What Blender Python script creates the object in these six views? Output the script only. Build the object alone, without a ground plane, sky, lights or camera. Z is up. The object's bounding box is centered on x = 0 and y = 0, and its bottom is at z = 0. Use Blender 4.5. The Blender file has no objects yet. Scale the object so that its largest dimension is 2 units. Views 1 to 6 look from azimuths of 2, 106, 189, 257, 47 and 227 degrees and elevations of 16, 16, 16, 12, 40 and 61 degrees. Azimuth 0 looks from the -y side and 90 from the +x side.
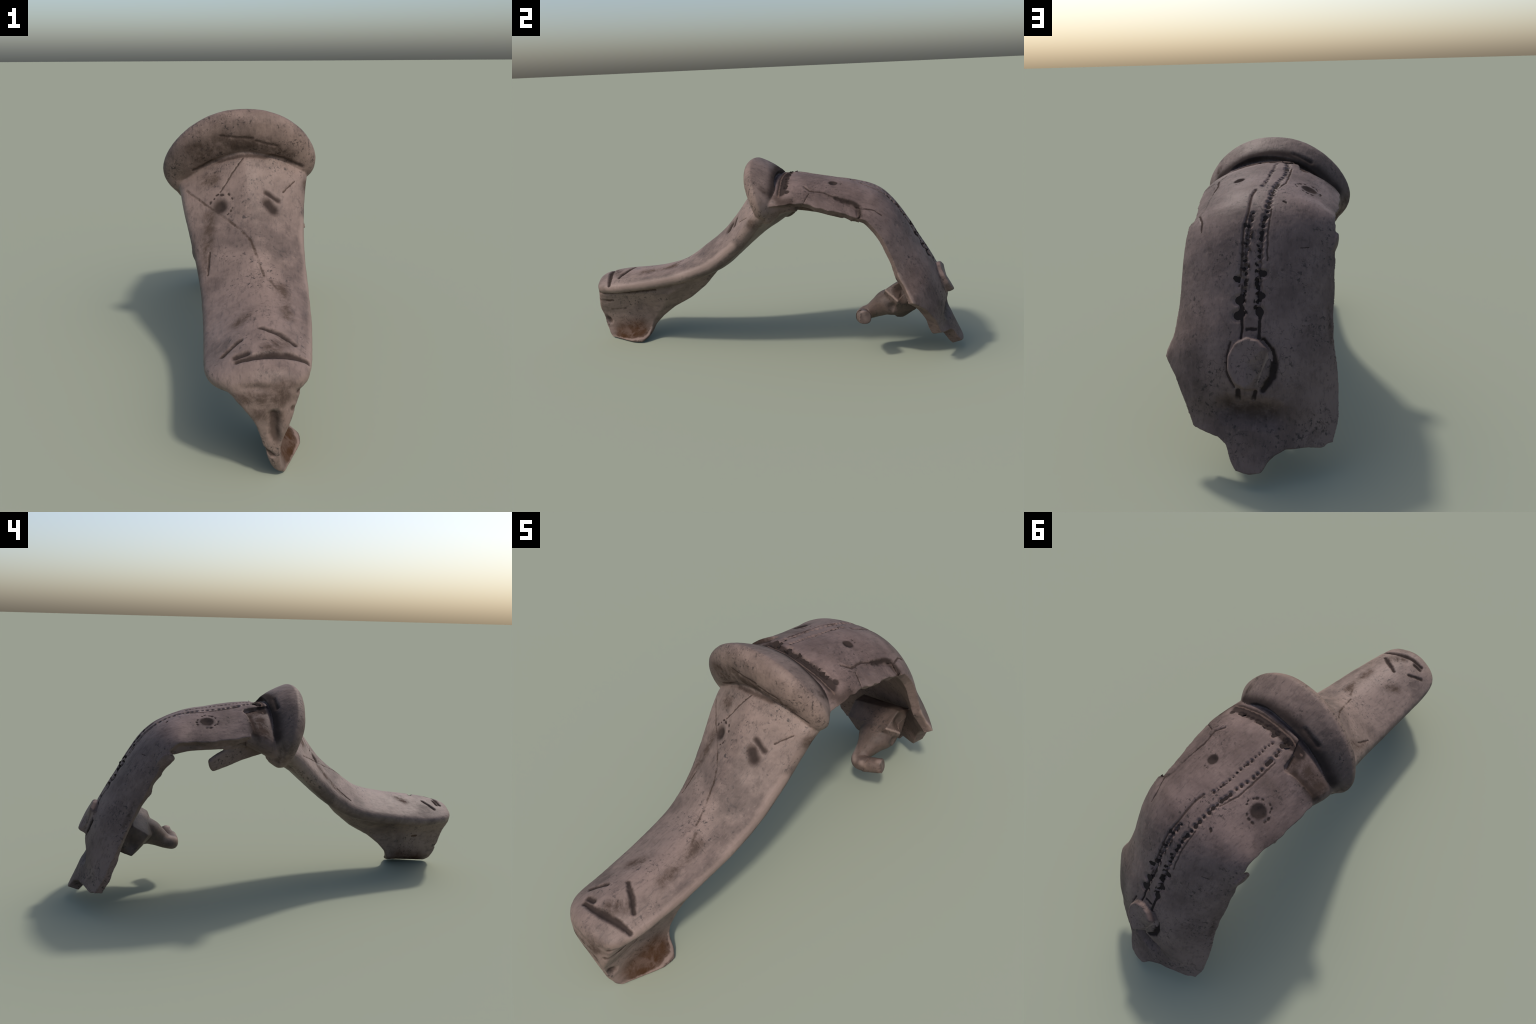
"""A worn ancient bronze bow brooch: flat foot with catch plate, trumpet leg,
thick crescent collar, hollow arched bow with broken edges, knob and pin hook.
Every body is a loft / sweep built from profiles; all bodies are fused into one
skin, then the skin is divided into its named parts."""
import bpy, bmesh, math, random
import numpy as np
from mathutils import Vector, noise
from mathutils.bvhtree import BVHTree

random.seed(7)
VOXEL = 0.0036

# ------------------------------------------------------------------ helpers
def rail(points, n):
    """Catmull-Rom curve through the points, n samples, parameter = station."""
    p = np.array(points, float)
    if p.ndim == 1:
        p = p[:, None]
    m = len(p)
    t = np.linspace(0, m - 1, n)
    i = np.clip(np.floor(t).astype(int), 0, m - 2)
    f = (t - i)[:, None]
    p0 = np.where((i > 0)[:, None], p[np.maximum(i - 1, 0)], 2 * p[0] - p[1])
    p3 = np.where((i < m - 2)[:, None], p[np.minimum(i + 2, m - 1)], 2 * p[-1] - p[-2])
    p1, p2 = p[i], p[i + 1]
    return 0.5 * (2 * p1 + (p2 - p0) * f + (2 * p0 - 5 * p1 + 4 * p2 - p3) * f ** 2
                  + (3 * p1 - p0 - 3 * p2 + p3) * f ** 3)

def loft(rings, cap=True):
    """Closed rings (n, k, 3) -> verts, faces."""
    rings = np.asarray(rings)
    n, k, _ = rings.shape
    faces = []
    for a in range(n - 1):
        for b in range(k):
            c = (b + 1) % k
            faces.append((a * k + b, a * k + c, (a + 1) * k + c, (a + 1) * k + b))
    v = rings.reshape(-1, 3)
    if cap:
        v = np.vstack([v, rings[0].mean(0), rings[-1].mean(0)])
        i0, i1 = n * k, n * k + 1
        for b in range(k):
            c = (b + 1) % k
            faces.append((i0, c, b))
            faces.append((i1, (n - 1) * k + b, (n - 1) * k + c))
    return v, faces

def unit(a):
    return a / np.maximum(np.linalg.norm(a, axis=-1, keepdims=True), 1e-9)

def smooth01(x):
    x = np.clip(x, 0, 1)
    return x * x * (3 - 2 * x)

bodies = []          # (region name, verts, faces)

def tube(path, rad_a, rad_b, axis, n=60, k=32, power=2.0, ends=True, back=None, power_front=None):
    """Sweep a super-ellipse along a path. `axis` gives the direction of rad_a."""
    c = rail(path, n)
    ra, rb = rail(rad_a, n)[:, 0], rail(rad_b, n)[:, 0]
    rback = rail(back, n)[:, 0] if back else ra
    t = unit(np.gradient(c, axis=0))
    ax = unit(np.array(rail(axis, n)) if np.ndim(axis) > 1 else np.tile(axis, (n, 1)))
    ax = unit(ax - (ax * t).sum(1)[:, None] * t)
    bx = np.cross(t, ax)
    ang = np.linspace(0, 2 * math.pi, k, endpoint=False)
    ca, sa = np.cos(ang), np.sin(ang)
    pw = np.where(ca > 0, power_front or power, power)
    ca = np.sign(ca) * np.abs(ca) ** (2 / pw)
    sa = np.sign(sa) * np.abs(sa) ** (2 / pw)
    rings = []
    def ring(i, s, off):
        return c[i] + t[i] * off + s * (ca[:, None] * ax[i] * np.where(ca > 0, ra[i], rback[i])[:, None] + sa[:, None] * bx[i] * rb[i])
    if ends:
        m = min(ra[0], rb[0])
        for q in (0.97, 0.85, 0.6, 0.3):
            rings.append(ring(0, math.sqrt(1 - q * q), -q * m))
    for i in range(n):
        rings.append(ring(i, 1.0, 0))
    if ends:
        m = min(ra[-1], rb[-1])
        for q in (0.3, 0.6, 0.85, 0.97):
            rings.append(ring(n - 1, math.sqrt(1 - q * q), q * m))
    return loft(rings)

def block(points):
    """Convex hull of a few corner points."""
    bm = bmesh.new()
    vs = [bm.verts.new(p) for p in points]
    r = bmesh.ops.convex_hull(bm, input=vs)
    bmesh.ops.delete(bm, geom=[v for v in bm.verts if not v.link_faces], context='VERTS')
    bmesh.ops.recalc_face_normals(bm, faces=bm.faces)
    bm.verts.index_update()
    v = np.array([v.co[:] for v in bm.verts])
    f = [tuple(x.index for x in fc.verts) for fc in bm.faces]
    bm.free()
    return v, f

# ------------------------------------------------------------------ leg and head
# stations from the foot tip up to the head inside the collar:
# ridge line, left rim, right rim, underside, rim radius, gable sharpness
LEG = [
    ((.100, -.997, .324), (.040, -.981, .294), (.155, -.981, .294), (.100, -.982, .278), .020, 1.9),
    ((.100, -.972, .355), (-.004, -.943, .298), (.200, -.946, .303), (.100, -.948, .280), .028, 1.9),
    ((.100, -.918, .374), (-.030, -.882, .300), (.218, -.888, .311), (.100, -.900, .280), .030, 1.8),
    ((.100, -.830, .394), (-.042, -.790, .302), (.228, -.790, .325), (.100, -.800, .288), .031, 1.8),
    ((.098, -.630, .420), (-.060, -.585, .330), (.230, -.600, .362), (.100, -.600, .325), .034, 1.6),
    ((.088, -.470, .464), (-.080, -.420, .370), (.226, -.420, .408), (.090, -.420, .352), .036, 1.4),
    ((.074, -.345, .548), (-.106, -.295, .441), (.219, -.280, .467), (.050, -.270, .410), .037, 1.3),
    ((.062, -.255, .620), (-.140, -.193, .527), (.216, -.170, .547), (.025, -.165, .496), .038, 1.25),
    ((.042, -.170, .720), (-.170, -.112, .610), (.218, -.080, .642), (-.02, -.055, .592), .039, 1.2),
    ((.024, -.100, .815), (-.190, -.045, .678), (.226, -.020, .714), (-.06, .030, .650), .040, 1.3),
    ((.015, -.020, .885), (-.210, .028, .708), (.228, .040, .762), (-.06, .090, .694), .042, 1.8),
    ((.000, .080, .910), (-.214, .100, .756), (.200, .100, .796), (-.06, .140, .730), .054, 2.0),
    ((.000, .185, .897), (-.218, .190, .785), (.205, .185, .798), (-.02, .190, .785), .042, 2.0),
]

def build_leg():
    n = 120
    T, L, R, B = (rail([s[i] for s in LEG], n) for i in range(4))
    rr, pw = (rail([s[i] for s in LEG], n)[:, 0] for i in (4, 5))
    rings = []
    for i in range(n):
        M = (L[i] + R[i]) / 2
        out = unit(R[i] - L[i])
        up = T[i] - M
        upn = unit(up - out * np.dot(up, out))
        pts = []
        w = np.linspace(-1, 1, 33)
        r = rr[i]
        half = np.linalg.norm(R[i] - L[i]) / 2
        slope = min(math.atan((np.linalg.norm(up) - r) * min(pw[i], 1.8) / max(half, .01)), 1.2)
        base = M + (R[i] - L[i]) / 2 * w[:, None]
        tb = base + out * (r * math.sin(slope)) * w[:, None]
        soft = np.sqrt(w ** 2 + .008) - (math.sqrt(1.008) - 1)
        lift = 1 - np.clip(soft, 0, 1) ** pw[i]
        lift = lift / lift.max()
        top = tb + upn * (r * math.cos(slope)) + (up - upn * (r * math.cos(slope))) * lift[:, None]
        pts += list(top)
        for a in np.linspace(math.pi / 2 - slope, -math.pi / 2, 9)[1:-1]:
            pts.append(R[i] + r * (math.cos(a) * out + math.sin(a) * upn))
        dn = B[i] - M
        bot = base - upn * r + (dn + upn * r) * (1 - np.abs(w) ** 2.5)[:, None]
        pts += list(bot[::-1])
        for a in np.linspace(-math.pi / 2, math.pi / 2 - slope, 9)[1:-1]:
            pts.append(L[i] + r * (-math.cos(a) * out + math.sin(a) * upn))
        rings.append(pts)
    bodies.append(("leg",) + loft(rings))

# ------------------------------------------------------------------ catch plate
def build_catch():
    # lower outline seen from the side, as height over length (front, foot, slope up)
    yk = [-.999, -.990, -.975, -.962, -.945, -.925, -.82, -.72, -.695, -.668, -.625, -.55, -.45, -.365, -.28]
    zk = [.275, .215, .130, .060, .018, .002, .000, .003, .020, .080, .128, .188, .245, .315, .415]
    strip_y = [-1.0, -.9, -.8, -.6, -.42, -.30, -.2]
    strip_z = [.290, .300, .312, .345, .390, .450, .53]
    z_of_right = [-.01, .01, .03, .06, .10, .15, .20, .25, .29, .34, .60]
    right = [.165, .165, .160, .156, .155, .160, .172, .192, .212, .215, .215]
    right_front = [.165, .165, .163, .161, .163, .172, .194, .210, .222, .222, .22]
    z_of_left = [-.01, .00, .05, .12, .19, .24, .28, .315, .34, .60]
    left = [.160, .148, .124, .110, .096, .064, .012, -.044, -.056, -.06]
    left_front = [.160, .152, .132, .112, .090, .056, .020, -.015, -.03, -.05]
    ys = np.concatenate([np.linspace(-.999, -.92, 30), np.linspace(-.91, -.28, 90)])
    rings = []
    for y in ys:
        zb = np.interp(y, yk, zk)
        zt = np.interp(y, strip_y, strip_z) + .012
        zs = zb + (zt - zb) * np.linspace(0, 1, 48) ** 1.25
        kr = smooth01((-.78 - y) / .16)
        xr = np.interp(zs, z_of_right, np.array(right) * (1 - kr) + np.array(right_front) * kr)
        lip = np.clip((y + .97) / .20, 0, 1) * (1 - smooth01((y + .74) / .10) * .4)
        xr = xr + .066 * lip * np.exp(-((zs + .0) / .036) ** 2)
        k = smooth01((-.87 - y) / .09)
        xl = np.interp(zs, z_of_left, np.array(left) * (1 - k) + np.array(left_front) * k)
        xl = xl + .055 * lip * np.exp(-(zs / .022) ** 2)
        # the rear edge thins to a blade
        kb = smooth01((y + .70) / .06)
        xr = xr * (1 - kb) + np.minimum(xr, .126 + (zs - zb) * .9) * kb
        xl = xl * (1 - kb) + np.maximum(xl, .092 - (zs - zb) * 1.1) * kb
        # the plan of the foot is rounded at its front
        hw = .155 * math.sqrt(max(1 - max(-(y + .86) / .142, 0) ** 2, .01))
        xr, xl = np.minimum(xr, .1 + hw), np.maximum(xl, .1 - hw)
        mid, half = (xr + xl) / 2, (xr - xl) / 2
        rnd = np.sqrt(np.clip(1 - (1 - np.clip((zs - zb) / .014, 0, 1)) ** 2, 0.004, 1))
        half = np.maximum(half, .006) * rnd
        xr, xl = mid + half, mid - half
        rings.append(np.vstack([np.c_[xr, np.full_like(zs, y), zs][::-1],
                                np.c_[xl, np.full_like(zs, y), zs]]))
    bodies.append(("catch_plate",) + loft(rings))

# ------------------------------------------------------------------ collar
def build_collar():
    path = [(-.205, .026, .688), (-.229, .002, .750), (-.198, -.030, .808), (-.139, -.046, .859),
            (-.065, -.056, .896), (.020, -.058, .911), (.105, -.052, .904), (.175, -.031, .871),
            (.219, .000, .822), (.231, .021, .781), (.217, .036, .746)]
    # the rim leans towards the foot: short front slope, long rear slope
    front = [.052, .054, .054, .054, .054, .055, .054, .054, .053, .053, .050]
    rear = [.072, .080, .090, .102, .114, .120, .114, .102, .090, .080, .062]
    rb = [.052, .072, .078, .083, .086, .086, .084, .082, .076, .069, .052]
    bodies.append(("collar",) + tube(path, rear, rb, (0, 1, .18), n=90, k=44, power=2.15, back=front, power_front=1.16))

# ------------------------------------------------------------------ bow shell
BOW = [  # crown, left edge, right edge
    ((.000, .060, .914), (-.265, .060, .790), (.275, .060, .790)),
    ((-.010, .140, .915), (-.268, .140, .800), (.280, .140, .800)),
    ((.000, .230, .906), (-.272, .230, .785), (.278, .220, .803)),
    ((.008, .330, .894), (-.275, .330, .775), (.275, .340, .780)),
    ((.010, .430, .878), (-.272, .430, .770), (.272, .420, .763)),
    ((.010, .510, .853), (-.273, .500, .765), (.264, .490, .744)),
    ((.008, .585, .815), (-.275, .550, .720), (.262, .550, .710)),
    ((.005, .650, .757), (-.276, .590, .640), (.262, .610, .635)),
    ((.000, .710, .675), (-.276, .635, .560), (.263, .655, .545)),
    ((.000, .760, .595), (-.278, .675, .475), (.269, .690, .460)),
    ((-.005, .808, .522), (-.281, .721, .391), (.281, .720, .400)),
    ((-.010, .854, .443), (-.296, .761, .310), (.305, .755, .335)),
    ((-.015, .892, .362), (-.302, .801, .235), (.297, .790, .255)),
    ((-.020, .911, .287), (-.301, .836, .160), (.290, .820, .180)),
    ((-.025, .918, .215), (-.285, .870, .100), (.288, .850, .110)),
    ((-.028, .952, .140), (-.270, .900, .030), (.300, .880, .040)),
    ((-.030, .992, .060), (-.270, .930, -.040), (.300, .910, -.040)),
    ((-.030, 1.03, -.020), (-.270, .960, -.110), (.300, .940, -.110)),
]
# broken rear edge: height of the edge over x
REAR_X = [-.32, -.272, -.254, -.206, -.14, -.105, -.085, -.065, -.026, .019, .038, .057, .086, .146, .178, .211, .252, .302, .32]
REAR_Z = [.106, .104, .094, .108, .114, .100, .084, .055, .048, .054, .076, .121, .139, .146, .153, .228, .294, .341, .345]

def bow_surface():
    n, k = 260, 121
    T, L, R = (rail([s[i] for s in BOW], n) for i in range(3))
    st = np.linspace(0, len(BOW) - 1, n)
    p = np.interp(st, [0, 4, 8, 13, 15, 17], [2.0, 2.0, 2.2, 2.3, 1.9, 1.7])
    q = np.interp(st, [0, 4, 8, 13, 15, 17], [1.05, 1.05, 1.12, .97, .98, 1.0])
    u = np.linspace(-1, 1, k)
    M = (L + R) / 2
    # worn, ragged long edges: the usable width varies along the bow
    U = np.tile(u, (n, 1))
    for i in range(n):
        y = M[i, 1]
        rl = .020 * smooth01((y - .12) / .1) * (.1 + noise.noise((y * 9, 1.3, 0)) + .8 * noise.noise((y * 27, 4.1, 0)))
        rr = .018 * smooth01((y - .12) / .1) * (.4 + noise.noise((y * 11, 7.7, 0)) + .8 * noise.noise((y * 33, 9.1, 0)))
        U[i] = np.where(u < 0, u * (1 - rl), u * (1 - rr))
    ql = q + np.interp(st, [0, 3, 5, 7, 10, 12, 14], [0, .02, .30, .38, .22, -.08, -.05])
    qr = q + np.interp(st, [0, 1.2, 2.2, 3.2], [.50, .48, .25, 0])
    Q = np.where(U < 0, ql[:, None], qr[:, None])
    h = np.clip(1 - np.abs(U) ** p[:, None], 0, 1) ** (1 / Q)
    S = M[:, None] + (R - L)[:, None] / 2 * U[:, :, None] + (T - M)[:, None] * h[..., None]
    return S, u

def build_bow():
    S, u = bow_surface()
    n, k, _ = S.shape
    du = np.gradient(S, axis=1)
    ds = np.gradient(S, axis=0)
    N = unit(np.cross(du, ds))
    if N[40, k // 2, 2] < 0:
        N = -N
    st = np.linspace(0, len(BOW) - 1, n)
    th_mid = np.interp(st, [0, 4, 6, 12, 15, 17], [.050, .055, .076, .076, .060, .045])
    m = 200
    outer, inner = [], []
    for j in range(k):
        col = S[:, j]
        x = col[-40:, 0].mean() if False else col[:, 0]
        zb = np.interp(x, REAR_X, REAR_Z)
        below = np.where(col[:, 2] < zb)[0]
        below = below[below > n * .5]
        end = below[0] if len(below) else n - 1
        # fraction for a smooth edge
        a, b = col[end - 1, 2] - zb[end - 1], col[end, 2] - zb[end]
        e = end - 1 + (a / (a - b) if a != b else 0)
        # the left side starts behind a torn gap next to the collar
        x0 = col[20, 0]
        ystart = np.interp(x0, [-.29, -.262, -.25, -.17, -.127, -.112, -.095, -.08], [.185, .175, .158, .172, .190, .180, .10, .06])
        s0 = np.interp(ystart, col[:110, 1], np.arange(110))
        idx = np.linspace(s0, e, m)
        i0 = np.clip(np.floor(idx).astype(int), 0, n - 2)
        f = (idx - i0)[:, None]
        o = col[i0] * (1 - f) + col[i0 + 1] * f
        nn = unit(N[i0, j] * (1 - f) + N[i0 + 1, j] * f)
        outer.append(o)
        tm = np.interp(idx, np.arange(n), th_mid)
        th = .040 + (tm - .040) * (1 - abs(u[j]) ** 2.5)
        inner.append(o - nn * th[:, None])
    outer, inner = np.array(outer), np.array(inner)      # (k, m, 3)
    # thinner towards the lug, as the casting runs out
    rings = [np.vstack([outer[j], inner[j][::-1]]) for j in range(k)]
    bodies.append(("bow",) + loft(rings, cap=False))
    # close both long edges
    v, f = bodies[-1][1], list(bodies[-1][2])
    K = 2 * m
    for base, flip in ((0, False), ((k - 1) * K, True)):
        for i in range(m - 1):
            q = (base + i, base + i + 1, base + K - 2 - i, base + K - 1 - i)
            f.append(q[::-1] if flip else q)
    bodies[-1] = ("bow", v, f)

def build_bow_debris():
    # strip of the left wall torn from the collar and bent inward
    bodies.append(("bow",) + tube([(-.130, .070, .724), (-.155, .120, .722), (-.188, .198, .714), (-.214, .285, .685), (-.228, .345, .660)],
                                  [.030, .036, .044, .042, .033], [.016, .016, .015, .014, .012], (-.25, 0, 1), n=40, k=24, power=3))
    # inner lining of the wall showing below the flap
    bodies.append(("bow",) + tube([(-.200, .190, .772), (-.222, .260, .768), (-.234, .360, .763), (-.238, .450, .757), (-.240, .52, .737)],
                                  [.035, .035, .032, .030, .025], [.014, .014, .013, .013, .012], (0, 0, 1), n=40, k=24, power=3))
    # curled splinter on the left edge
    bodies.append(("bow",) + tube([(-.250, .585, .640), (-.262, .570, .672), (-.272, .550, .697), (-.276, .528, .712)],
                                  [.018, .024, .026, .020], [.010, .012, .012, .010], (0, .8, .6), n=24, k=20, power=3))

# ------------------------------------------------------------------ knob
def build_knob():
    c = np.array((-.020, .870, .371))
    nrm = unit(np.array((.02, .875, .484)))
    ux = np.array((1, 0, 0.0)); ux = unit(ux - nrm * np.dot(ux, nrm))
    uz = np.cross(ux, nrm)
    rings = []
    sides = 11
    for off, s in ((-.05, .80), (-.002, .80), (.007, .99), (.026, 1.0), (.038, .96), (.041, .90)):
        ring = []
        for i in range(72):
            a = 2 * math.pi * i / 72
            r = 1 / math.cos((a + .3) % (2 * math.pi / sides) - math.pi / sides) * .97
            ring.append(c + nrm * off + s * r * (1 + .03 * math.sin(a * 2 + 1)) * (ux * .070 * math.cos(a) + uz * .086 * math.sin(a)))
        rings.append(ring)
    rings = np.array(rings)
    # a large chip bevels the lower left side
    pn = unit(-ux * .72 - uz * .34 + nrm * .60)
    d = (rings - (c + pn * .044)) @ pn
    rings = rings - np.maximum(d, 0)[..., None] * pn
    bodies.append(("knob",) + loft(rings))

# ------------------------------------------------------------------ hinge block and pin hook
def build_hook():
    # wedge-faced block growing from the inside of the bow
    corners = [(-.088, .622, .297), (-.010, .598, .270), (.085, .588, .285), (.150, .607, .352),
               (.166, .651, .235), (.187, .677, .307), (-.115, .700, .205), (.050, .690, .172), (.100, .665, .190),
               (-.105, .690, .348), (.145, .695, .405), (-.12, .775, .33), (.15, .77, .38), (-.10, .78, .24), (.13, .76, .25)]
    bodies.append(("hinge_block",) + block(corners))
    neck = [(.085, .665, .275), (.085, .610, .262), (.085, .570, .238), (.083, .534, .214), (.086, .504, .201),
            (.104, .494, .196), (.136, .495, .201), (.174, .504, .211), (.215, .519, .221)]
    bodies.append(("hook",) + tube(neck, [.085, .080, .056, .040, .035, .034, .034, .034, .033],
                                   [.068, .062, .050, .038, .034, .034, .034, .034, .033],
                                   [(1, 0, 0), (1, 0, 0), (1, 0, 0), (1, .2, 0), (.7, .7, 0), (.2, 1, 0), (0, 1, 0), (-.1, 1, 0), (-.1, 1, 0)],
                                   n=70, k=28, power=2.4, ends=False))

build_leg(); build_catch(); build_collar(); build_bow(); build_bow_debris(); build_knob(); build_hook()

# ------------------------------------------------------------------ fuse the bodies into one skin
def make_mesh(name, v, f):
    me = bpy.data.meshes.new(name)
    me.from_pydata([tuple(p) for p in v], [], [tuple(x) for x in f])
    bm = bmesh.new(); bm.from_mesh(me)
    bmesh.ops.recalc_face_normals(bm, faces=bm.faces)
    bm.to_mesh(me); bm.free()
    return me

trees = []
allv, allf, off = [], [], 0
for name, v, f in bodies:
    me = make_mesh(name, v, f)
    vv = [p.co.copy() for p in me.vertices]
    ff = [tuple(p.vertices) for p in me.polygons]
    trees.append((name, BVHTree.FromPolygons(vv, ff)))
    allv += [tuple(p) for p in vv]
    allf += [tuple(i + off for i in x) for x in ff]
    off += len(vv)
    bpy.data.meshes.remove(me)
skin_me = bpy.data.meshes.new("skin")
skin_me.from_pydata(allv, [], allf)
skin = bpy.data.objects.new("skin", skin_me)
bpy.context.scene.collection.objects.link(skin)
mod = skin.modifiers.new("fuse", 'REMESH')
mod.mode = 'VOXEL'; mod.voxel_size = VOXEL; mod.adaptivity = 0
dg = bpy.context.evaluated_depsgraph_get()
fused = bpy.data.meshes.new_from_object(skin.evaluated_get(dg))
bpy.data.objects.remove(skin)

# keep only the largest connected piece is not needed: inner cavities are legitimate
V = np.empty(len(fused.vertices) * 3); fused.vertices.foreach_get("co", V); V = V.reshape(-1, 3)
E = np.empty(len(fused.edges) * 2, int); fused.edges.foreach_get("vertices", E); E = E.reshape(-1, 2)
deg = np.zeros(len(V)); np.add.at(deg, E[:, 0], 1); np.add.at(deg, E[:, 1], 1)

def relax(V, it, lam=.5, mu=-.52):
    """Taubin smoothing: takes voxel steps out, keeps volume."""
    for k in range(it):
        for w in (lam, mu):
            acc = np.zeros_like(V)
            np.add.at(acc, E[:, 0], V[E[:, 1]]); np.add.at(acc, E[:, 1], V[E[:, 0]])
            V = V + w * (acc / deg[:, None] - V)
    return V

V = relax(V, 6)

def normals_of(V):
    fused.vertices.foreach_set("co", V.ravel()); fused.update()
    n = np.empty(len(V) * 3); fused.vertices.foreach_get("normal", n)
    return n.reshape(-1, 3)

N = normals_of(V)


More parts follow.
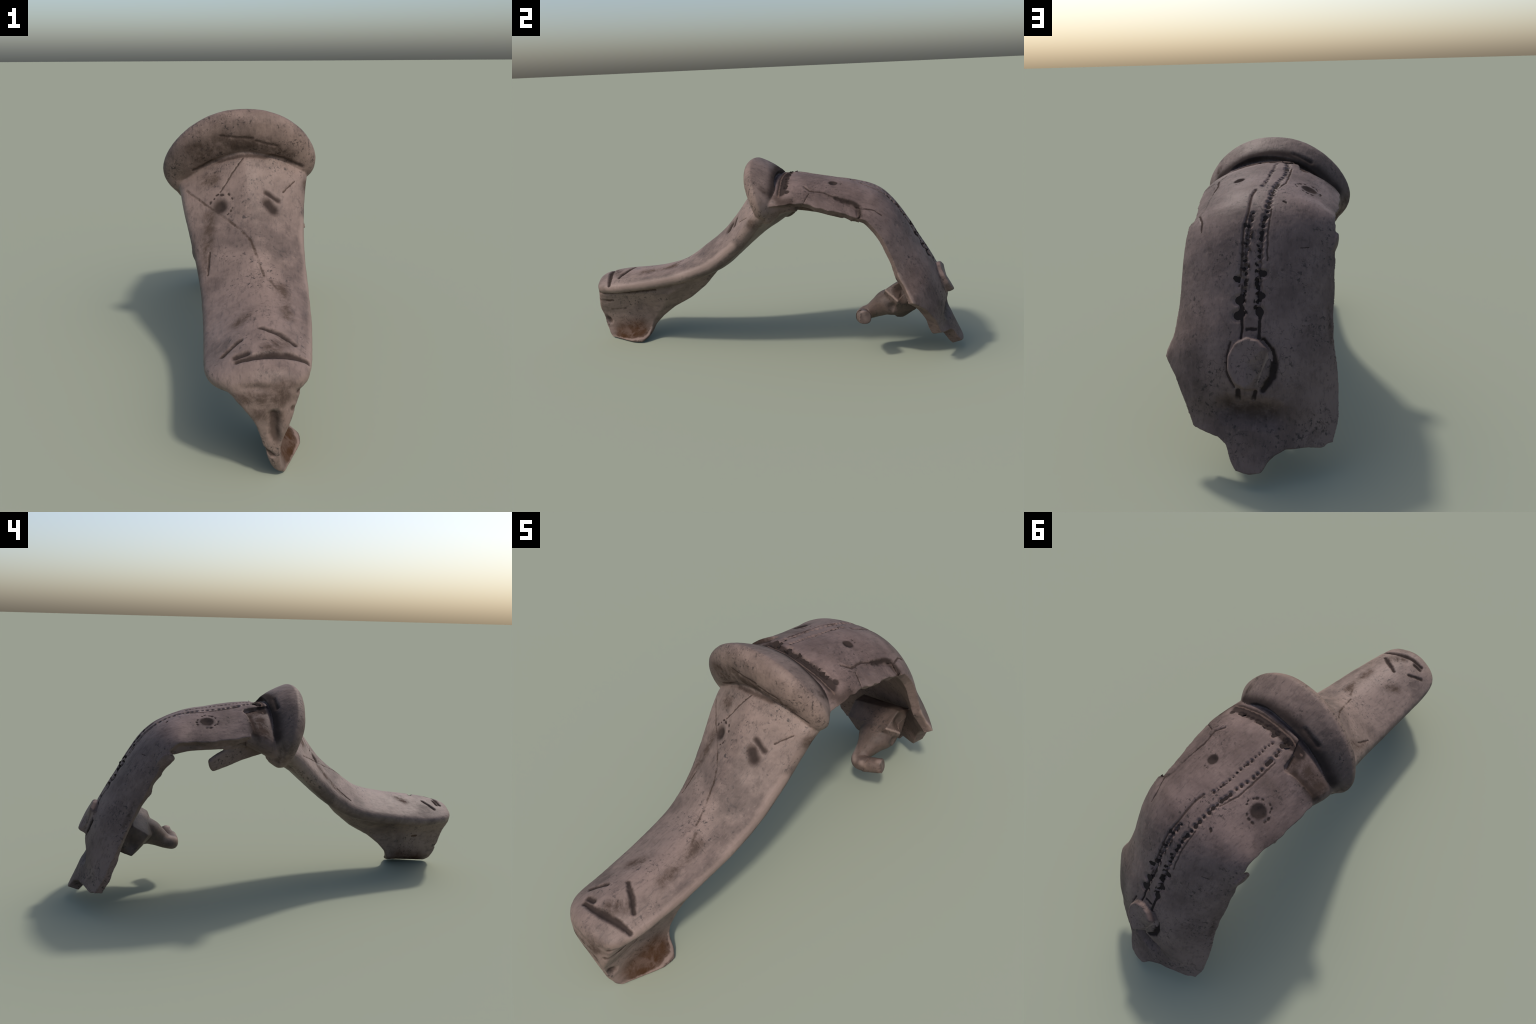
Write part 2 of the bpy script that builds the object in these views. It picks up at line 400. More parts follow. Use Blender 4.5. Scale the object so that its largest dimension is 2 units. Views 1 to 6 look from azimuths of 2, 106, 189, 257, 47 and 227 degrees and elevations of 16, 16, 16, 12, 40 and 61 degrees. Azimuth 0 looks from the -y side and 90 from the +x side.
# ------------------------------------------------------------------ marks in the metal
# (parts, polyline, radius, depth, tone, softness); tone: dark / line / stain / rust / None = relief only
MARKS = [
    # two punched eyes on the leg with worn rings
    ("leg", [(-.062, -.187, .643)], .036, .010, "dark", .7),
    ("leg", [(.117, -.190, .660), (.138, -.200, .637)], .029, .009, "dark", .85),
    ("leg", [(.112, -.163, .692), (.155, -.163, .665)], .0165, .005, "dark", .95),
    # scratches and a long healed crease
    ("leg", [(.022, -.098, .817), (-.062, -.150, .692)], .005, .003, "line", .5),
    ("leg", [(.219, -.077, .723), (.174, -.129, .690)], .005, .003, "line", .6),
    ("leg", [(-.200, -.091, .688), (-.102, -.172, .638), (-.050, -.215, .613), (.021, -.278, .578), (.060, -.332, .548),
             (.085, -.404, .501), (.107, -.468, .466)], .0075, .0012, "stain", .8),
    ("leg", [(.132, -.492, .454), (.171, -.570, .425)], .012, .001, "stain", .9),
    ("leg", [(-.095, -.301, .499), (-.099, -.378, .440)], .006, .003, "line", .6),
    # chisel cuts on the foot
    ("leg", [(.102, -.780, .401), (.161, -.806, .389), (.203, -.832, .367)], .0115, .007, "dark", .8),
    ("leg", [(.039, -.926, .355), (.094, -.922, .368), (.142, -.910, .369), (.198, -.890, .356), (.240, -.879, .333)], .014, .009, "dark", .75),
    ("leg", [(.033, -.907, .361), (.065, -.902, .372)], .015, .007, "dark", .8),
    ("leg", [(.042, -.829, .381), (-.009, -.875, .352)], .010, .005, "dark", .85),
    # grime patches on leg and foot
    ("leg", [(.024, -.718, .391), (.055, -.695, .404)], .050, .001, "stain", 1.),
    ("leg", [(.163, -.510, .441), (.186, -.689, .398)], .045, .001, "stain", 1.),
    ("leg", [(.131, -.888, .379), (.168, -.836, .381)], .045, .001, "stain", .9),
    ("leg", [(-.101, -.193, .613), (-.109, -.347, .455)], .045, .001, "stain", 1.),
    ("leg", [(-.140, -.100, .720), (-.090, -.115, .740)], .050, .000, "stain", 1.),
    ("leg", [(.260, -.040, .700), (.245, -.010, .690)], .040, .001, "stain", .8),
    ("leg catch_plate", [(.074, -.999, .285), (.124, -.999, .270), (.172, -.985, .290)], .060, .002, "stain", .8),
    ("catch_plate", [(.100, -.985, .235), (.150, -.985, .215)], .045, .001, "stain", .9),
    ("catch_plate", [(.172, -.930, .006), (.205, -.850, .006), (.222, -.790, .012), (.205, -.715, .020), (.175, -.680, .070)], .011, .000, "worn", .7),
    ("hinge_block", [(.150, .607, .352), (.187, .677, .307)], .008, .000, "worn", .8),
    ("hook", [(.200, .505, .250), (.200, .520, .200), (.130, .462, .225)], .022, .000, "worn", .9),
    ("hook", [(.085, .465, .215), (.060, .530, .230)], .026, .000, "worn", 1.),
    ("bow", [(.300, .762, .338), (.290, .735, .390), (.275, .690, .470)], .018, .000, "worn", .9),
    ("leg", [(.245, -.880, .318), (.250, -.700, .345), (.250, -.500, .385), (.245, -.300, .462), (.250, -.150, .580)], .034, .001, "worn", .75),  # glossy sun highlight on the right rim, drawn as a pale stroke
    ("catch_plate", [(.143, -.990, .225), (.145, -.975, .160), (.150, -.940, .095)], .022, .011, "line", .7),
    ("catch_plate", [(.110, -.965, .105), (.140, -.960, .085)], .010, .005, "line", .7),
    # rust pocket inside the catch and slag lines on its sides
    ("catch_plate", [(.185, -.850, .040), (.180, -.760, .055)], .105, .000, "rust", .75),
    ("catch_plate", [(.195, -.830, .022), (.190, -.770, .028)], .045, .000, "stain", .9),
    ("catch_plate", [(.187, -.961, .238), (.188, -.890, .236)], .012, .003, "stain", .7),
    ("catch_plate", [(.166, -.911, .176), (.167, -.830, .181)], .010, .002, "stain", .8),
    ("catch_plate leg", [(.209, -.955, .284), (.210, -.785, .287), (.213, -.617, .312)], .013, .005, "line", .9),
    ("catch_plate leg", [(-.050, -.640, .262), (-.030, -.731, .240), (-.030, -.850, .238)], .016, .003, "line", .9),
    ("catch_plate", [(-.003, -.553, .223), (.009, -.629, .214)], .012, .002, "stain", .8),
    ("catch_plate", [(.055, -.814, .160), (.055, -.836, .160)], .010, .002, "rust", .7),
    # ringed pits on the bow
    ("bow", [(.101, .347, .879)], .022, .007, "dark", .35),
    ("bow", [(-.165, .359, .846)], .030, .007, "dark", .35),
    # grooves flanking the middle rib
    ("bow", [(.016, .465, .866), (.025, .505, .854), (.022, .595, .807), (.031, .643, .764), (.027, .713, .669), (.030, .757, .599)], .0075, .005, "line", .8),
    ("bow", [(-.081, .197, .900), (-.082, .294, .885), (-.081, .382, .875), (-.060, .452, .867)], .005, .003, "line", .5),
    ("bow", [(-.056, .573, .819), (-.052, .643, .757), (-.058, .705, .674)], .005, .002, "line", .6),
    ("bow", [(.013, .600, .804), (.013, .654, .753), (.015, .722, .657), (.022, .800, .530)], .008, .004, "line", .8),
    ("bow", [(-.036, .640, .764), (-.035, .722, .650), (-.042, .800, .526)], .0075, .004, "line", .8),
    ("knob", [(-.085, .868, .405), (-.062, .905, .325)], .020, .000, "worn", .5),
    # tab above the knob and the gap around it
    ("bow", [(.014, .812, .508), (.009, .828, .481), (.012, .845, .452)], .006, .006, "dark", .5),
    ("bow", [(-.047, .806, .515), (-.046, .822, .487), (-.047, .842, .452)], .007, .006, "dark", .5),
    ("bow", [(-.006, .830, .476), (-.035, .829, .476)], .007, .004, "dark", .7),
    ("bow", [(-.060, .842, .445), (-.088, .855, .415), (-.100, .871, .380), (-.094, .889, .340), (-.065, .905, .300)], .012, .010, "dark", .6),  # crescent shadow beside the knob, coloured dark along a groove
    ("bow", [(.046, .845, .435), (.056, .862, .400), (.052, .885, .345), (.030, .902, .305)], .006, .006, "line", .7),
    ("bow", [(.016, .908, .295), (.018, .909, .262)], .010, .006, "dark", .6),
    ("bow", [(-.041, .908, .295), (-.034, .910, .266)], .008, .006, "dark", .6),
    ("bow", [(.050, .905, .228), (-.019, .914, .226), (-.088, .912, .218)], .055, .021, "stain", 1.),  # soft concavity shading under the knob, painted in with the stain tone
    ("bow", [(-.093, .529, .836), (-.101, .534, .831)], .006, .003, "dark", .6),
    ("bow", [(-.162, .646, .697), (-.187, .629, .697)], .003, .001, "line", .6),
    # dark band in the corner between collar and bow, with a raised zigzag thread
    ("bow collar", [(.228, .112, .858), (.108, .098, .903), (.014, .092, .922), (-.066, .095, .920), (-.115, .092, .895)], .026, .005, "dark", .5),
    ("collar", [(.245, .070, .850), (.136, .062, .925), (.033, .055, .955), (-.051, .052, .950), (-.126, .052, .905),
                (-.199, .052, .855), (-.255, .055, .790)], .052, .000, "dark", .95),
    ("bow collar", [(.255, .105, .840), (.186, .097, .882), (.120, .088, .901), (.045, .083, .920), (-.004, .084, .928), (-.048, .080, .930),
                    (-.090, .088, .908), (-.121, .088, .888)], .0060, -.002, "thread", .6),
    ("collar", [(-.075, .035, .945), (-.140, .030, .905)], .018, .005, "dark", .9),
    ("bow", [(-.140, .135, .872), (-.185, .132, .848), (-.240, .128, .808)], .062, .000, "stain", .5),
    ("bow", [(-.150, .160, .866), (-.200, .155, .838), (-.250, .150, .800)], .026, .000, "line", .9),
    ("bow", [(-.165, .150, .860), (-.185, .160, .850)], .022, .002, "stain", .8),
    ("bow", [(-.120, .172, .875), (-.105, .120, .890)], .006, .003, "line", .5),
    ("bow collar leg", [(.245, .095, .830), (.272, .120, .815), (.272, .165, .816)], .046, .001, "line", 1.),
    ("bow", [(.225, .140, .859)], .015, .006, "dark", .5),
    # torn, flaking crack along the right side
    ("bow", [(.177, .218, .868), (.200, .250, .850), (.192, .316, .846), (.206, .390, .824), (.214, .445, .805), (.221, .485, .786)], .008, .005, "line", .8),
    ("bow", [(.205, .380, .826), (.212, .440, .806), (.221, .485, .786), (.250, .496, .762), (.272, .498, .745)], .014, .012, "dark", .8),
    ("bow", [(.219, .250, .842), (.262, .236, .814), (.278, .232, .800)], .004, .003, "line", .5),
    ("bow", [(.224, .494, .781), (.197, .565, .766), (.193, .599, .742)], .006, .004, "line", .6),
    ("bow", [(-.262, .690, .500), (-.272, .735, .400)], .022, .001, "stain", 1.),
    ("collar", [(.254, .026, .883), (.262, .041, .866)], .030, .001, "stain", 1.),
    ("collar", [(-.295, .015, .751), (-.257, .036, .686)], .045, .001, "stain", .8),
    ("collar leg", [(-.170, -.070, .760), (-.130, -.066, .784), (-.047, -.086, .814), (.019, -.095, .827), (.064, -.088, .827), (.174, -.060, .807), (.250, -.034, .772)], .012, .004, "line", .9),
    ("collar", [(-.150, -.080, .820), (-.060, -.100, .860), (.020, -.105, .875), (.110, -.100, .865), (.190, -.060, .820)], .050, .000, "stain", .9),  # this and the next stroke darken the under-lit, down-facing collar front
    ("collar", [(-.174, -.090, .850), (-.043, -.112, .890)], .040, .001, "stain", 1.),
    ("collar", [(-.060, -.108, .900), (.060, -.110, .890)], .008, .002, "line", .9),
    ("collar", [(.070, -.108, .880), (.150, -.090, .860)], .007, .002, "line", .9),
]
# flaked rings of flecks around three of the pits
def ring_flecks(part, centre, axis_u, axis_v, radius, spans, size):
    c, u_, v_ = np.array(centre), np.array(axis_u), np.array(axis_v)
    for a0, a1, n_ in spans:
        for i in range(n_):
            a = math.radians(a0 + (a1 - a0) * (i + random.uniform(.1, .9)) / n_)
            rr = radius * random.uniform(.90, 1.12)
            p = c + rr * (math.cos(a) * u_ + math.sin(a) * v_)
            q = p + size * random.uniform(.3, 1.1) * (-math.sin(a) * u_ + math.cos(a) * v_)
            MARKS.append((part, [tuple(p), tuple(q)], size * random.uniform(.55, 1.45), .0025, "dark", .8))
ring_flecks("leg", (-.058, -.187, .645), (1, 0, 0), (0, .6, .8), .050, [(-60, 0, 3), (20, 160, 7)], .0075)
ring_flecks("bow", (-.165, .359, .846), (.9, 0, .4), (0, 1, 0), .048, [(-200, -60, 6), (-50, 30, 4), (60, 130, 3)], .0065)
ring_flecks("bow", (.101, .347, .879), (1, 0, -.3), (0, 1, 0), .036, [(60, 120, 2)], .005)

# rows of little punches beside the middle rib, along the collar, and big ones near the knob
LEFT_ROW = [(-.016, .150, .916), (-.013, .189, .911), (-.016, .228, .905), (-.014, .276, .899), (-.013, .320, .894),
            (-.011, .370, .887), (-.007, .405, .882), (-.001, .445, .875)]
LEFT_REAR = [(.006, .592, .809), (.012, .640, .765), (.014, .690, .703), (.014, .750, .610), (.012, .805, .520)]
RIGHT_ROW = [(-.056, .105, .917), (-.054, .131, .916), (-.063, .180, .907), (-.067, .230, .897), (-.067, .280, .891), (-.064, .330, .885),
             (-.055, .393, .879), (-.050, .450, .869), (-.047, .510, .850), (-.044, .565, .823), (-.037, .610, .794), (-.034, .650, .752), (-.033, .699, .688), (-.036, .750, .606), (-.042, .805, .518)]
COLLAR_ROW = [(.192, .128, .874), (.153, .124, .889), (.126, .121, .897), (.103, .117, .903), (.070, .112, .911), (.030, .108, .917), (-.010, .104, .921)]
BIG = [(.030, .745, .618, .016), (.028, .782, .557, .020), (.027, .808, .514, .021), (.011, .722, .657, .010), (.012, .764, .588, .010),
       (-.049, .731, .636, .016), (-.036, .749, .609, .010), (-.047, .771, .572, .017), (-.044, .800, .526, .021), (.006, .122, .919, .013),
       (-.058, .112, .914, .012), (-.045, .098, .920, .010)]

def along(points, step, jitter):
    """Points at a jittered spacing along a polyline."""
    p = rail(points, 400)
    d = np.concatenate([[0], np.cumsum(np.linalg.norm(np.diff(p, axis=0), axis=1))])
    out, t = [], 0.0
    while t < d[-1]:
        q = np.array([np.interp(t, d, p[:, k]) for k in range(3)])
        out.append(q + np.array([random.uniform(-1, 1) * jitter, 0, 0]))
        t += step * random.uniform(.75, 1.3)
    return out

punches = []
for pts, step, r in ((LEFT_ROW, .0175, .0078), (LEFT_REAR, .019, .0092), (RIGHT_ROW, .0235, .0112), (COLLAR_ROW, .0205, .0118)):
    for q in along(pts, step, .0022):
        punches.append((q, r * random.uniform(.72, 1.2)))
for x, y, z, r in BIG:
    punches.append((np.array((x, y, z)), r))

def seg_dist(P, a, b):
    a, b = np.array(a), np.array(b)
    ab = b - a
    L = ab @ ab
    h = np.clip(((P - a) @ ab) / L, 0, 1) if L > 1e-12 else np.zeros(len(P))
    return np.linalg.norm(P - a - h[:, None] * ab, axis=1)

MARKS += [("hinge_block", [(.185, .690, .365), (.190, .700, .345)], .045, .030, None, 1.), ("hinge_block", [(.165, .655, .270)], .030, .012, None, 1.),
          ("hinge_block", [(-.09, .70, .26)], .05, .016, None, 1.)]

# soften places where separately built bodies meet with too hard a seam
def relax_where(V, w, it):
    idx = np.where(w[E[:, 0]] + w[E[:, 1]] > 0)[0]
    e = E[idx]
    for k in range(it):
        acc = np.zeros_like(V); c = np.zeros(len(V))
        np.add.at(acc, e[:, 0], V[e[:, 1]]); np.add.at(acc, e[:, 1], V[e[:, 0]])
        np.add.at(c, e[:, 0], 1); np.add.at(c, e[:, 1], 1)
        m = c > 0
        V[m] = V[m] + (w[m] * .5)[:, None] * (acc[m] / c[m][:, None] - V[m])
    return V

wt = np.zeros(len(V))
foot_front = smooth01((-.90 - V[:, 1]) / .05) * smooth01((V[:, 2] - .17) / .05) * smooth01((.36 - V[:, 2]) / .03)
hook_zone = smooth01((.74 - V[:, 1]) / .05) * smooth01((V[:, 1] - .44) / .02) * smooth01((.45 - V[:, 2]) / .04) * smooth01((.235 - V[:, 0]) / .02) * .18
catch_join = smooth01((-.25 - V[:, 1]) / .1) * smooth01((V[:, 2] - .12) / .05) * smooth01((.36 - V[:, 2]) / .04) * .5
wt = np.maximum(np.maximum(foot_front, hook_zone), catch_join)
V = relax_where(V, wt, 30)
N = normals_of(V)

# the cracked strip on the right side has sunk inwards
zc = np.interp(V[:, 1], [.218, .258, .316, .390, .445, .490], [.868, .846, .845, .824, .805, .785])
sink = (V[:, 0] > .15) & (V[:, 1] < .492) & (V[:, 1] > .22)
amt = .013 * smooth01((V[:, 1] - .23) / .24) * smooth01((zc - V[:, 2]) / .006) * sink
V[:, 0] -= amt
V[:, 2] -= amt * .6
N = normals_of(V)

# lay every mark on the skin: cut long runs into short ones and snap them to the surface
skin_tree = BVHTree.FromPolygons([tuple(p) for p in V], [tuple(p.vertices) for p in fused.polygons])
def snap(p, reach=.05, sink=0.0):
    r = skin_tree.find_nearest(Vector(p), reach)
    return np.array((r[0] - r[1] * sink)[:]) if r[0] is not None else np.array(p)
STROKES = []                       # (parts, a, b, radius, depth, tone, softness)
for part, line, r, depth, tone, soft in MARKS:
    pts = []
    for a, b in zip(line[:-1], line[1:]):
        m = max(1, int(math.ceil(math.dist(a, b) / (.045 if r < .016 else .12))))
        pts += [np.array(a) + (np.array(b) - np.array(a)) * i / m for i in range(m)]
    pts.append(np.array(line[-1]))
    low = [snap(p, .05, max(depth, 0) * .85) for p in pts]
    pts = [snap(p) for p in pts]
    taper = tone in ("dark", "line") and .008 < r < .0165 and len(pts) > 2
    segs = list(zip(pts[:-1], pts[1:], low[:-1], low[1:])) or [(pts[0], pts[0], low[0], low[0])]
    for i, (a, b, la, lb) in enumerate(segs):
        t = (i + .5) / len(segs)
        k = (.85 + .45 * math.sin(math.pi * t)) if taper else 1.0
        STROKES.append((part, a, b, r * k, depth * k, tone, soft, la, lb))

disp = np.zeros(len(V))
for i in range(len(V)):
    p = Vector(V[i])
    disp[i] = .0022 * noise.noise(p * 6) + .0010 * noise.noise(p * 19) + .0005 * noise.noise(p * 70)
wob = np.array([[noise.noise(Vector(p) * 45), noise.noise(Vector(p) * 45 + Vector((7, 3, 1))), 0] for p in V[::1]])
Pm = V + wob * .0018
grooves = {}
for part, a, b, r, depth, tone, soft, _, _ in STROKES:
    if depth == 0:
        continue
    lo, hi = np.minimum(a, b) - r * 1.6, np.maximum(a, b) + r * 1.6
    ii = np.where(np.all((V > lo) & (V < hi), axis=1))[0]
    if len(ii):
        d = seg_dist(Pm[ii], a, b)
        dug = depth * smooth01(1 - d / (r * 1.15))
        g = grooves.setdefault((tone, round(depth * 1e4) < 0), np.zeros(len(V)))
        g[ii] = np.minimum(g[ii], dug) if depth < 0 else np.maximum(g[ii], dug)
for g in grooves.values():
    disp -= g
punches = [(snap(q), r) for q, r in punches]
for q, r in punches:
    box = np.where(np.all(np.abs(V - q) < r * 2.2, axis=1))[0]
    if len(box):
        d = np.linalg.norm(Pm[box] - q, axis=1)
        disp[box] -= min(.0075, r * .75) * smooth01((1 - d / (r * 1.35)) * 1.6)
V = V + N * disp[:, None]


zmin = V[:, 2].min()
V[:, 2] -= zmin
N = normals_of(V)

# ------------------------------------------------------------------ divide the skin into parts
F = np.array([p.vertices[:] for p in fused.polygons])
C = V[F].mean(1)
names = [t[0] for t in trees]
near = np.empty(len(C), int)
for i, c in enumerate(C):
    best, bd = 0, 9
    c = Vector(c)
    for j, (nm, t) in enumerate(trees):
        r = t.find_nearest(c, .03)
        if r[0] is not None and r[3] < bd:
            best, bd = j, r[3]
    near[i] = best
region = np.array(names, dtype=object)[near]
region[(region == "leg") & (C[:, 1] > .02)] = "bow"


# ------------------------------------------------------------------ materials
def stroke_group():
    """Mask of a soft capsule between two points (object space)."""
    g = bpy.data.node_groups.new("stroke", 'ShaderNodeTree')
    for nm, tp in (("P", 'NodeSocketVector'), ("A", 'NodeSocketVector'), ("AB", 'NodeSocketVector'), ("InvLen", 'NodeSocketFloat'),
                   ("Radius", 'NodeSocketFloat'), ("Inner", 'NodeSocketFloat')):
        g.interface.new_socket(nm, in_out='INPUT', socket_type=tp)
    g.interface.new_socket("Prev", in_out='INPUT', socket_type='NodeSocketFloat')
    g.interface.new_socket("Mask", in_out='OUTPUT', socket_type='NodeSocketFloat')
    g.interface.new_socket("P", in_out='OUTPUT', socket_type='NodeSocketVector')
    n, l = g.nodes, g.links
    gi, go = n.new('NodeGroupInput'), n.new('NodeGroupOutput')
    def vm(op, a, b):
        x = n.new('ShaderNodeVectorMath'); x.operation = op
        l.new(a, x.inputs[0]); l.new(b, x.inputs[1])
        return x
    pa = vm('SUBTRACT', gi.outputs["P"], gi.outputs["A"])
    dt = vm('DOT_PRODUCT', pa.outputs[0], gi.outputs["AB"])
    h = n.new('ShaderNodeMath'); h.operation = 'MULTIPLY'; h.use_clamp = True
    l.new(dt.outputs["Value"], h.inputs[0]); l.new(gi.outputs["InvLen"], h.inputs[1])
    sc = n.new('ShaderNodeVectorMath'); sc.operation = 'SCALE'
    l.new(gi.outputs["AB"], sc.inputs[0]); l.new(h.outputs[0], sc.inputs["Scale"])
    d = vm('DISTANCE', pa.outputs[0], sc.outputs[0])
    mr = n.new('ShaderNodeMapRange'); mr.interpolation_type = 'SMOOTHSTEP'
    l.new(d.outputs["Value"], mr.inputs["Value"])
    l.new(gi.outputs["Inner"], mr.inputs["From Min"]); l.new(gi.outputs["Radius"], mr.inputs["From Max"])
    mr.inputs["To Min"].default_value = 1; mr.inputs["To Max"].default_value = 0
    mx = n.new('ShaderNodeMath'); mx.operation = 'MAXIMUM'
    l.new(mr.outputs["Result"], mx.inputs[0]); l.new(gi.outputs["Prev"], mx.inputs[1])
    l.new(mx.outputs[0], go.inputs["Mask"])
    # hand the position on, so that long chains are evaluated one after another
    ma = n.new('ShaderNodeVectorMath'); ma.operation = 'MULTIPLY_ADD'
    ma.inputs[1].default_value = (1e-7, 1e-7, 1e-7)
    l.new(mx.outputs[0], ma.inputs[0]); l.new(gi.outputs["P"], ma.inputs[2])
    l.new(ma.outputs[0], go.inputs["P"])
    return g
STROKE = stroke_group()
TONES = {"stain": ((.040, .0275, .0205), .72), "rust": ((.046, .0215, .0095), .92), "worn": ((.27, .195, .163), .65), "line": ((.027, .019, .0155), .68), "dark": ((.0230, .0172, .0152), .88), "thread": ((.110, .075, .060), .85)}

def metal(name, light, dark, brown, part, brown_amount=.35):
    sheen = .12 if part in ("bow", "knob", "collar") else .26
    m = bpy.data.materials.new(name); m.use_nodes = True
    nt = m.node_tree; n, l = nt.nodes, nt.links
    bsdf = n["Principled BSDF"]
    tc = n.new('ShaderNodeTexCoord')
    P = tc.outputs["Object"]
    def noise_tex(scale, detail=5, rough=.6, vec=P, dist=0.0):
        x = n.new('ShaderNodeTexNoise'); l.new(vec, x.inputs["Vector"])
        x.inputs["Scale"].default_value = scale; x.inputs["Detail"].default_value = detail
        x.inputs["Roughness"].default_value = rough; x.inputs["Distortion"].default_value = dist
        return x
    def ramp(sock, a, b, va=0.0, vb=1.0):
        r = n.new('ShaderNodeMapRange'); r.interpolation_type = 'SMOOTHSTEP'
        l.new(sock, r.inputs["Value"])
        r.inputs["From Min"].default_value = a; r.inputs["From Max"].default_value = b
        r.inputs["To Min"].default_value = va; r.inputs["To Max"].default_value = vb
        return r.outputs["Result"]
    def math(op, a, b):
        x = n.new('ShaderNodeMath'); x.operation = op
        for i, v in enumerate((a, b)):
            if isinstance(v, (int, float)): x.inputs[i].default_value = v
            else: l.new(v, x.inputs[i])
        return x.outputs[0]
    def mix(fac, a, b):
        x = n.new('ShaderNodeMix'); x.data_type = 'RGBA'
        l.new(fac, x.inputs["Factor"])
        for k, v in ((6, a), (7, b)):
            if isinstance(v, tuple): x.inputs[k].default_value = (*v, 1)
            else: l.new(v, x.inputs[k])
        return x.outputs[2]
    # mottled patina
    big = noise_tex(3.2, 6, .6, dist=.3)
    col = mix(ramp(big.outputs["Fac"], .37, .63), dark, light)
    # brown earth stains
    earth = noise_tex(5.5, 7, .68, dist=.6)
    col = mix(math('MULTIPLY', ramp(earth.outputs["Fac"], .52, .72), brown_amount), col, brown)
    # drawn-out fine scratches and grain
    mp = n.new('ShaderNodeMapping'); mp.inputs["Scale"].default_value = (90, 22, 40)
    mp.inputs["Rotation"].default_value = (.5, .2, .35)
    l.new(P, mp.inputs["Vector"])
    grain = noise_tex(1.0, 6, .7, vec=mp.outputs[0])
    col = mix(ramp(grain.outputs["Fac"], .30, .50, .45, 0.0), col, (.045, .036, .033))
    col = mix(ramp(grain.outputs["Fac"], .56, .74, 0.0, .30), col, tuple(min(1, c * 1.45) for c in light))
    # middle-sized blotches of grime and bare metal
    mid = noise_tex(15, 7, .72, dist=.4)
    col = mix(ramp(mid.outputs["Fac"], .52, .72, 0.0, .50), col, (.048, .033, .027))
    col = mix(ramp(mid.outputs["Fac"], .30, .48, .28, 0.0), col, tuple(min(1, c * 1.3) for c in light))
    # dark pinholes, clustered
    pin = noise_tex(75, 3, .6)
    clus = noise_tex(7, 4, .6)
    pm = math('MULTIPLY', ramp(pin.outputs["Fac"], .56, .66), ramp(clus.outputs["Fac"], .44, .60))
    col = mix(math('MULTIPLY', pm, .75), col, (.030, .024, .022))
    # hairline scratches in a few directions
    for sc_, rot_ in (((5, 34, 20), (.2, .6, .3)), ((30, 6, 22), (1.1, .3, -.5))):
        hp = n.new('ShaderNodeMapping'); hp.inputs["Scale"].default_value = sc_; hp.inputs["Rotation"].default_value = rot_
        l.new(P, hp.inputs["Vector"])
        hn = noise_tex(1.0, 1, .4, vec=hp.outputs[0])
        near = math('ABSOLUTE', math('SUBTRACT', hn.outputs["Fac"], .5), 0.0)
        hm = math('MULTIPLY', ramp(near, .0, .010, 1.0, 0.0), ramp(clus.outputs["Fac"], .50, .62))
        col = mix(math('MULTIPLY', hm, .45), col, (.040, .031, .028))
    # marks: shared ragged lookup position, then soft capsules
    wn = noise_tex(48, 4, .65)
    wv = n.new('ShaderNodeVectorMath'); wv.operation = 'SUBTRACT'; wv.inputs[1].default_value = (.5, .5, .5)
    l.new(wn.outputs["Color"], wv.inputs[0])
    ws = n.new('ShaderNodeVectorMath'); ws.operation = 'SCALE'; ws.inputs["Scale"].default_value = .012
    l.new(wv.outputs[0], ws.inputs[0])
    wp = n.new('ShaderNodeVectorMath'); wp.operation = 'ADD'
    l.new(P, wp.inputs[0]); l.new(ws.outputs[0], wp.inputs[1])
    chain = wp.outputs[0]
    dark_total = None
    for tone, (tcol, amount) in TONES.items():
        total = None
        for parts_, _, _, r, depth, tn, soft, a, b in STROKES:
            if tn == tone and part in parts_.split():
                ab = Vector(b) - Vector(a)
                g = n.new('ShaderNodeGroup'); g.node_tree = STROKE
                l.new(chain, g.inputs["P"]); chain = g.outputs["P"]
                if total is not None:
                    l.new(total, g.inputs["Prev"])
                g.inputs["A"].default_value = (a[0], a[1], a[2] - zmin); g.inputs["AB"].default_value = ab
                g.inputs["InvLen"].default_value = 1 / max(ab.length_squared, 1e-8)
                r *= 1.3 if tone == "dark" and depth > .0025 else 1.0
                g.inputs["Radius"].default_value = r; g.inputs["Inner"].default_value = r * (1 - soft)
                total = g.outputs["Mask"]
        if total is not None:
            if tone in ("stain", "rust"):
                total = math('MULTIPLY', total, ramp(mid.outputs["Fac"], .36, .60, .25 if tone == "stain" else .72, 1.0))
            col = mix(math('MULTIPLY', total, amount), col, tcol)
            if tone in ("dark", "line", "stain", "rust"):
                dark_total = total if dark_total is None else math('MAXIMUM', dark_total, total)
    if dark_total is not None:
        l.new(ramp(dark_total, 0, 1, sheen, .02), bsdf.inputs["Specular IOR Level"])
    l.new(col, bsdf.inputs["Base Color"])
    bsdf.inputs["Metallic"].default_value = 0
    if dark_total is None:
        bsdf.inputs["Specular IOR Level"].default_value = sheen
    rough = ramp(big.outputs["Fac"], .3, .7, .66, .50)
    if dark_total is not None:
        rough = math('MAXIMUM', rough, math('MULTIPLY', dark_total, .9))
    l.new(rough, bsdf.inputs["Roughness"])
    fine = noise_tex(140, 4, .6)
    hgt = math('ADD', math('MULTIPLY', fine.outputs["Fac"], .4), grain.outputs["Fac"])
    bp = n.new('ShaderNodeBump'); bp.inputs["Strength"].default_value = .32; bp.inputs["Distance"].default_value = .004
    l.new(hgt, bp.inputs["Height"]); l.new(bp.outputs[0], bsdf.inputs["Normal"])
    return m

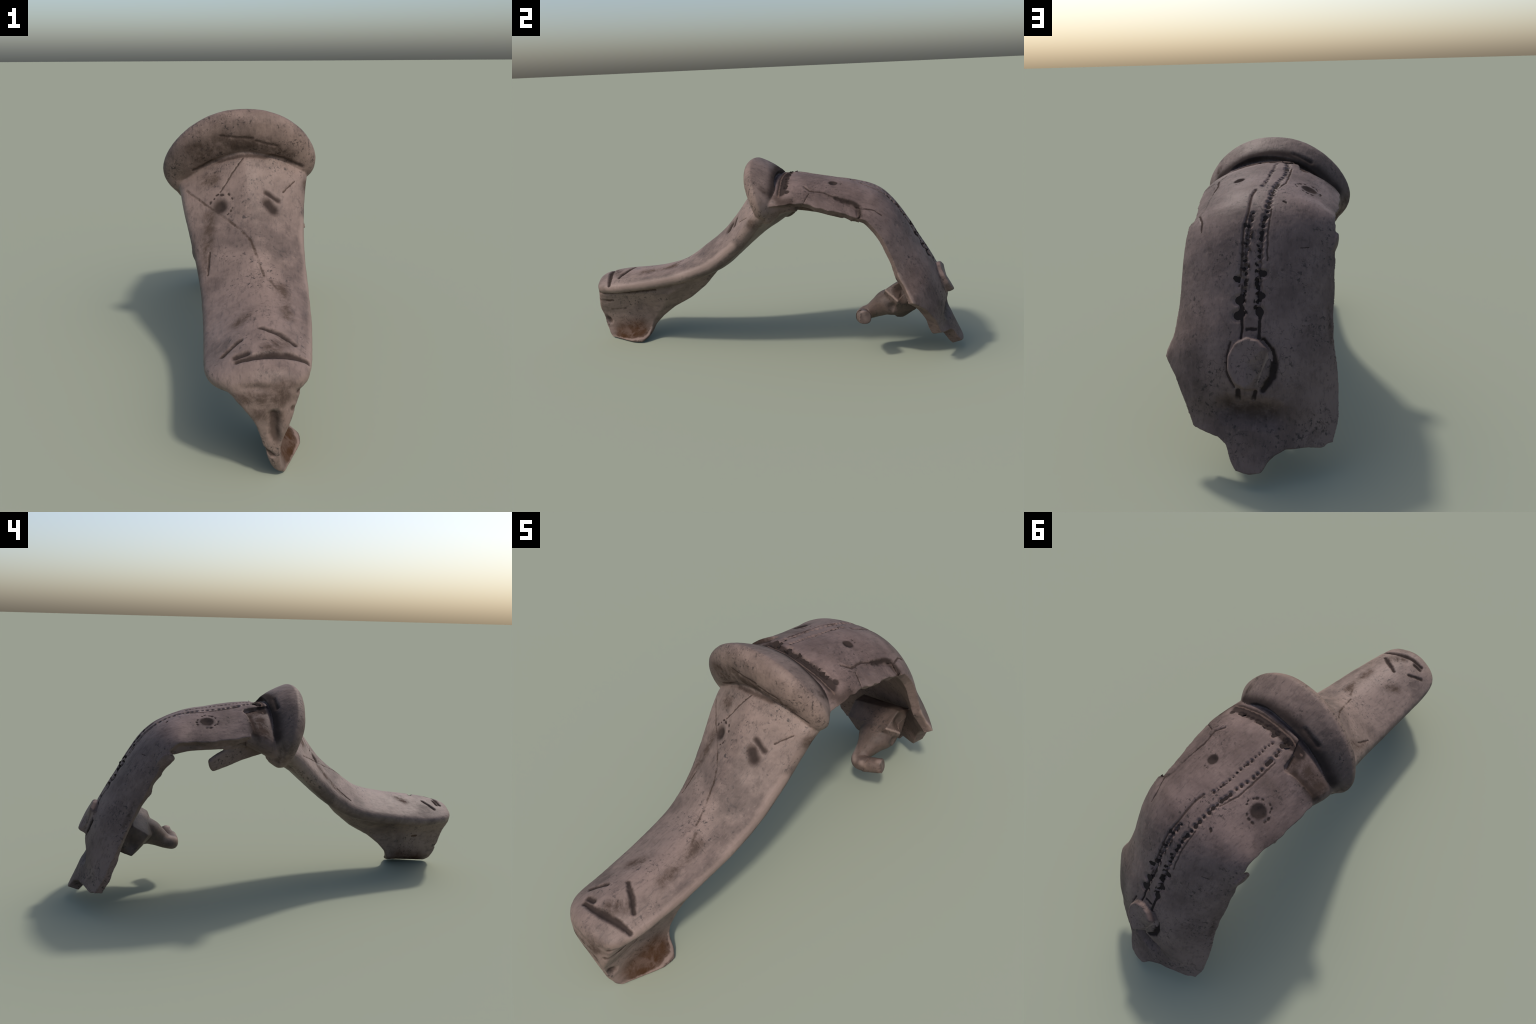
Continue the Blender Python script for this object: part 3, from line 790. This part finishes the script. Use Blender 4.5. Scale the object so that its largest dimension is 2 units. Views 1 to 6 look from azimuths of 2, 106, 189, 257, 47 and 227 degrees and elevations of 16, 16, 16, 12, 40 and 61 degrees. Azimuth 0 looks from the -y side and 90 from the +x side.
WARM = ((.200, .143, .119), (.098, .070, .059), (.084, .059, .044))
MAUVE = ((.176, .124, .108), (.102, .071, .062), (.085, .058, .045))
DARKER = ((.110, .076, .062), (.050, .035, .029), (.055, .037, .028))  # base colours lowered for the shade the bow casts on block and hook
MATS = {"leg": metal("worn_bronze", *WARM, "leg"), "catch_plate": metal("worn_bronze_catch", *WARM, "catch_plate"),
        "collar": metal("worn_bronze_collar", *WARM, "collar"), "bow": metal("mauve_patina_bronze", *MAUVE, "bow"),
        "knob": metal("worn_bronze_knob", *MAUVE, "knob", .2), "hinge_block": metal("shade_darkened_bronze_block", *DARKER, "hinge_block"),
        "hook": metal("shade_darkened_bronze_hook", *DARKER, "hook")}
fill = bpy.data.materials.new("dark_corrosion_fill"); fill.use_nodes = True
fb = fill.node_tree.nodes["Principled BSDF"]
fn = fill.node_tree.nodes.new('ShaderNodeTexNoise'); fn.inputs["Scale"].default_value = 220
fr = fill.node_tree.nodes.new('ShaderNodeValToRGB')
fr.color_ramp.elements[0].color = (.018, .0135, .0120, 1); fr.color_ramp.elements[1].color = (.040, .029, .025, 1)
fill.node_tree.links.new(fn.outputs["Fac"], fr.inputs[0]); fill.node_tree.links.new(fr.outputs[0], fb.inputs["Base Color"])
fb.inputs["Roughness"].default_value = .9; fb.inputs["Specular IOR Level"].default_value = .08

root = bpy.data.objects.new("bow_brooch", None)
root["label"] = "ancient worn bronze bow brooch with thick collar and broken hook"
root["category"] = "brooch"
bpy.context.scene.collection.objects.link(root)
parts = {}
for nm in ("leg", "catch_plate", "collar", "bow", "knob", "hinge_block", "hook"):
    sel = F[region == nm]
    if not len(sel):
        continue
    used, inv = np.unique(sel, return_inverse=True)
    me = bpy.data.meshes.new(nm)
    me.from_pydata(V[used].tolist(), [], inv.reshape(sel.shape).tolist())
    me.shade_smooth()
    me.normals_split_custom_set_from_vertices(N[used].tolist())
    me.materials.append(MATS[nm])
    ob = bpy.data.objects.new(nm, me)
    bpy.context.scene.collection.objects.link(ob)
    parts[nm] = ob
PARENT = {"catch_plate": "leg", "knob": "bow", "hinge_block": "bow", "hook": "bow"}
for nm, ob in parts.items():
    ob.parent = parts.get(PARENT.get(nm), root)
bpy.data.meshes.remove(fused)

# dark fill sitting in the punched pits
def pit_fill(seed):
    rnd = random.Random(seed)
    k = 14
    ang = np.linspace(0, 2 * math.pi, k, endpoint=False)
    rad = 1 + .16 * np.sin(ang * 3 + rnd.random() * 6) + np.array([rnd.uniform(-.12, .12) for _ in range(k)])
    rings = []
    for z, q in ((-.45, .75), (-.1, 1.0), (.10, .95), (.22, .6), (.26, .2)):
        rings.append(np.c_[np.cos(ang) * rad * q, np.sin(ang) * rad * q, np.full(k, z)])
    v, f = loft(rings)
    me = make_mesh("punch_mark", v, f)
    me.shade_smooth(); me.materials.append(fill)
    return me
fills = [pit_fill(i) for i in range(5)]
bow_tree = BVHTree.FromPolygons([v.co for v in parts["bow"].data.vertices], [p.vertices[:] for p in parts["bow"].data.polygons])
for q, r in punches:
    loc, nrm, _, dist = bow_tree.find_nearest(Vector((q[0], q[1], q[2] - zmin)))
    if loc is None or dist > .03:
        continue
    ob = bpy.data.objects.new("punch_mark", random.choice(fills))
    loc, nrm, _, dist = bow_tree.find_nearest(loc - nrm * .006)
    rot = nrm.to_track_quat('Z', 'Y')
    ob.rotation_mode = 'QUATERNION'
    ob.rotation_quaternion = rot
    ob.location = loc + nrm * .0004
    ob.scale = (r * 1.1, r * random.uniform(1.0, 1.3), r * .16)
    bpy.context.scene.collection.objects.link(ob)
    ob.parent = parts["bow"]
